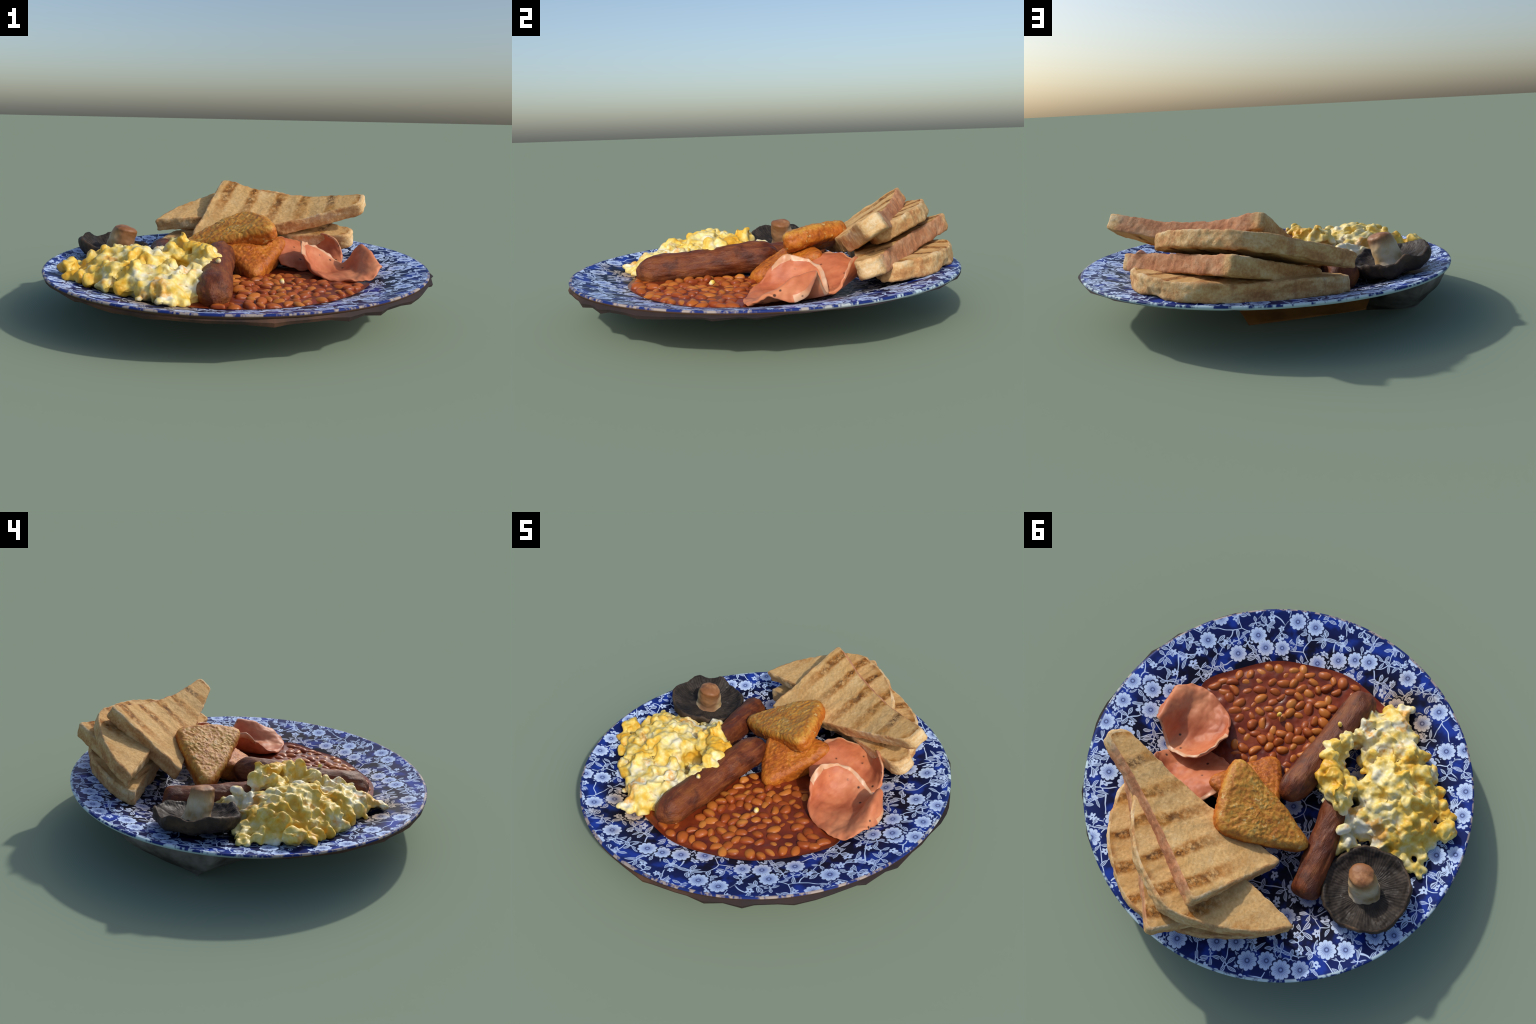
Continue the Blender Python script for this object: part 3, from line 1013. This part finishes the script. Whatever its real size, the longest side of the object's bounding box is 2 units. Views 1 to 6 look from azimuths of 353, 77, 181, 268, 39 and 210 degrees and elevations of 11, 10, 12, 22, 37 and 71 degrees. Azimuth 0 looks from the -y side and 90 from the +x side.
def build_beans():
    a0, a1 = math.radians(-122), math.radians(30)
    rows, cols = 90, 170
    ang = np.linspace(a0, a1, cols)
    V = []
    for t in np.linspace(0, 1, rows):
        rr = sauce_radius(ang) * t
        V.append(np.stack([rr * np.cos(ang), rr * np.sin(ang), 0 * ang], 1))
    V = np.concatenate(V)
    tt = np.repeat(np.linspace(0, 1, rows), cols)
    h = 0.180 + 0.006 * fbm(V * 6 + 2, 2) + 0.006 * np.clip(fbm(V * 17 + 8, 2), 0, 1)
    edge = sstep(1.0, 0.90, tt)
    V[:, 2] = floor_z(V[:, 0], V[:, 1]) * (1 - edge) + h * edge + 0.001
    me = new_mesh("bean_sauce", V, grid_faces(rows, cols, False, True), M_SAUCE)
    beans = label(link(bpy.data.objects.new("baked_beans", None)), "orange baked beans in glossy red brown tomato sauce", "baked beans")
    new_obj("tomato_sauce", me, beans)
    # bean meshes: fat kidney shapes in a few variants
    kinds = []
    for k in range(6):
        g = np.random.default_rng(100 + k)
        rows, n = 26, 30
        v = []
        for i in range(rows):
            p = math.pi * i / (rows - 1)
            for j in range(n):
                q = TAU * j / n
                v.append((-math.cos(p), math.sin(p) * math.cos(q), math.sin(p) * math.sin(q)))
        v = np.array(v)
        v = np.sign(v) * np.abs(v) ** 0.93 * np.array([0.034 * g.uniform(0.85, 1.15), 0.0225 * g.uniform(0.9, 1.15), 0.0200])
        v[:, 1] += 0.006 * g.uniform(0.2, 1.1) * ((v[:, 0] / 0.03) ** 2 - 0.5)
        v *= (1 + 0.06 * fbm(v * 40 + k * 9, 2))[:, None]
        kinds.append(new_mesh("bean", v, grid_faces(rows, n, True, True), M_BEAN))
    g = np.random.default_rng(5)
    placed, tries = [], 0
    while len(placed) < 150 and tries < 60000:
        tries += 1
        a, r = g.uniform(a0, math.radians(12)), 0.69 * math.sqrt(g.uniform(0, 1))
        x, y = r * math.cos(a), r * math.sin(a)
        if x < -0.035 - 0.05 * (y + 0.3) and y > -0.60:
            continue  # under the sausage
        if x < -0.16 or y > -0.02 or ((x - 0.56) / 0.24) ** 2 + ((y + 0.03) / 0.24) ** 2 < 1:
            continue
        if r > sauce_radius(a) - 0.035:
            continue
        if any((x - p) ** 2 + (y - q) ** 2 < 0.047 ** 2 for p, q in placed):
            continue
        placed.append((x, y))
        o = new_obj("bean", kinds[g.integers(6)], beans)
        proud = 0.013 * g.uniform(0, 1) ** 1.2 + (0.010 if (g.uniform() < 0.12) else 0)
        near = math.exp(-((x + 0.02) ** 2 + (y + 0.42) ** 2) / 0.05)
        o.location = (x, y, 0.1630 + proud + 0.010 * near)
        o.rotation_euler = (g.uniform(-0.5, 0.5), g.uniform(-0.22, 0.22), g.uniform(0, TAU))
        s = g.uniform(0.85, 1.15)
        o.scale = (s, s, s)
    return beans


# ================================================================== ASSEMBLY
build_plate()
build_beans()

build_sausage([(-0.162, -0.655, 0.205), (-0.150, -0.52, 0.228), (-0.130, -0.30, 0.245), (-0.105, -0.08, 0.270), (-0.070, 0.090, 0.285)], 0.080, 1, "plump dark brown fried sausage", (1.5, 1.7))
build_sausage([(-0.300, -0.10, 0.235), (-0.335, 0.05, 0.232), (-0.365, 0.22, 0.228), (-0.405, 0.455, 0.225)], 0.071, 2, "smaller reddish brown fried sausage", (0.9, 0.6))

# toast stack, top slice first; outlines are the upper faces
build_toast([(-0.035, 0.765, 0.634), (0.192, 0.609, 0.590), (0.349, 0.516, 0.578), (0.511, 0.429, 0.570), (0.762, 0.312, 0.594), (0.722, 0.235, 0.544), (-0.240, 0.368, 0.335)],
            [0.035, 0.12, 0.12, 0.12, 0.03, 0.04, 0.02], 0.088, 0.038, 1, "triangular slice of golden toast with grill stripes", 0.0, 4)
build_toast([(0.070, 0.862, 0.553), (0.325, 0.728, 0.558), (0.465, 0.560, 0.530), (0.515, 0.45, 0.488), (0.495, 0.40, 0.458), (-0.455, 0.608, 0.385), (-0.33, 0.728, 0.45), (-0.12, 0.825, 0.513)],
            [0.05, 0.12, 0.12, 0.05, 0.05, 0.02, 0.1, 0.1], 0.082, 0.0, 2, "domed slice of toast with a knobbly crust", 0.009)
build_toast([(0.098, 0.980, 0.475), (0.390, 0.650, 0.428), (0.712, 0.332, 0.388), (0.665, 0.252, 0.336), (-0.29, 0.600, 0.315)],
            [0.03, 0.12, 0.04, 0.05, 0.02], 0.088, 0.0, 3, "triangular toast slice with reddish crust", 0.003, 2)
build_toast([(0.365, 0.885, 0.350), (0.580, 0.680, 0.350), (0.650, 0.455, 0.330), (0.60, 0.40, 0.315), (-0.42, 0.60, 0.285), (-0.345, 0.715, 0.298), (-0.10, 0.875, 0.325), (0.18, 0.940, 0.342)], [0.15, 0.15, 0.05, 0.04, 0.03, 0.1, 0.15, 0.15], 0.088, 0.0, 4, "bottom slice of toast with a pale crust", 0.009)

build_hash([(0.225, 0.030, 0.446), (0.090, 0.440, 0.487), (-0.365, 0.228, 0.280)], [0.17, 0.15, 0.17], 0.100, 1, "triangular golden hash brown with rough crust")
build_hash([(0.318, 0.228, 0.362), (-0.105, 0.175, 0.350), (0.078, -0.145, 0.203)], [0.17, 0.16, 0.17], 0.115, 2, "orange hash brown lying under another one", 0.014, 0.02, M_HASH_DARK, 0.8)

build_bacon([
    [(0.38, -0.13, 0.235), (0.42, -0.19, 0.208), (0.50, -0.225, 0.199), (0.58, -0.24, 0.199), (0.65, -0.24, 0.207), (0.70, -0.22, 0.218), (0.735, -0.17, 0.225), (0.745, -0.13, 0.208)],
    [(0.345, -0.07, 0.285), (0.385, -0.085, 0.214), (0.45, -0.09, 0.194), (0.54, -0.09, 0.191), (0.615, -0.09, 0.204), (0.672, -0.09, 0.258), (0.718, -0.085, 0.284), (0.745, -0.07, 0.212)],
    [(0.340, 0.03, 0.362), (0.385, 0.04, 0.262), (0.44, 0.04, 0.208), (0.52, 0.04, 0.191), (0.600, 0.03, 0.200), (0.655, 0.01, 0.265), (0.702, 0.0, 0.318), (0.738, 0.01, 0.228)],
    [(0.370, 0.13, 0.380), (0.415, 0.17, 0.330), (0.465, 0.175, 0.305), (0.525, 0.17, 0.250), (0.590, 0.155, 0.205), (0.640, 0.115, 0.255), (0.680, 0.085, 0.318), (0.715, 0.09, 0.240)]],
    3.1, "curled pink rasher of back bacon", 0.018)
build_bacon([
    [(0.20, 0.06, 0.200), (0.30, 0.04, 0.195), (0.40, 0.05, 0.195), (0.50, 0.10, 0.190), (0.59, 0.15, 0.190), (0.615, 0.17, 0.205)],
    [(0.21, 0.14, 0.300), (0.32, 0.13, 0.245), (0.41, 0.14, 0.225), (0.51, 0.17, 0.195), (0.59, 0.20, 0.225), (0.615, 0.21, 0.255)],
    [(0.21, 0.25, 0.335), (0.33, 0.25, 0.300), (0.41, 0.26, 0.265), (0.50, 0.28, 0.235), (0.565, 0.27, 0.290), (0.580, 0.255, 0.330)],
    [(0.20, 0.36, 0.330), (0.32, 0.37, 0.310), (0.40, 0.39, 0.295), (0.46, 0.40, 0.290), (0.50, 0.36, 0.350), (0.490, 0.29, 0.380)]],
    7.7, "bacon rasher tucked under the toast, edge curled", 0.016)

build_mushroom()
build_egg()
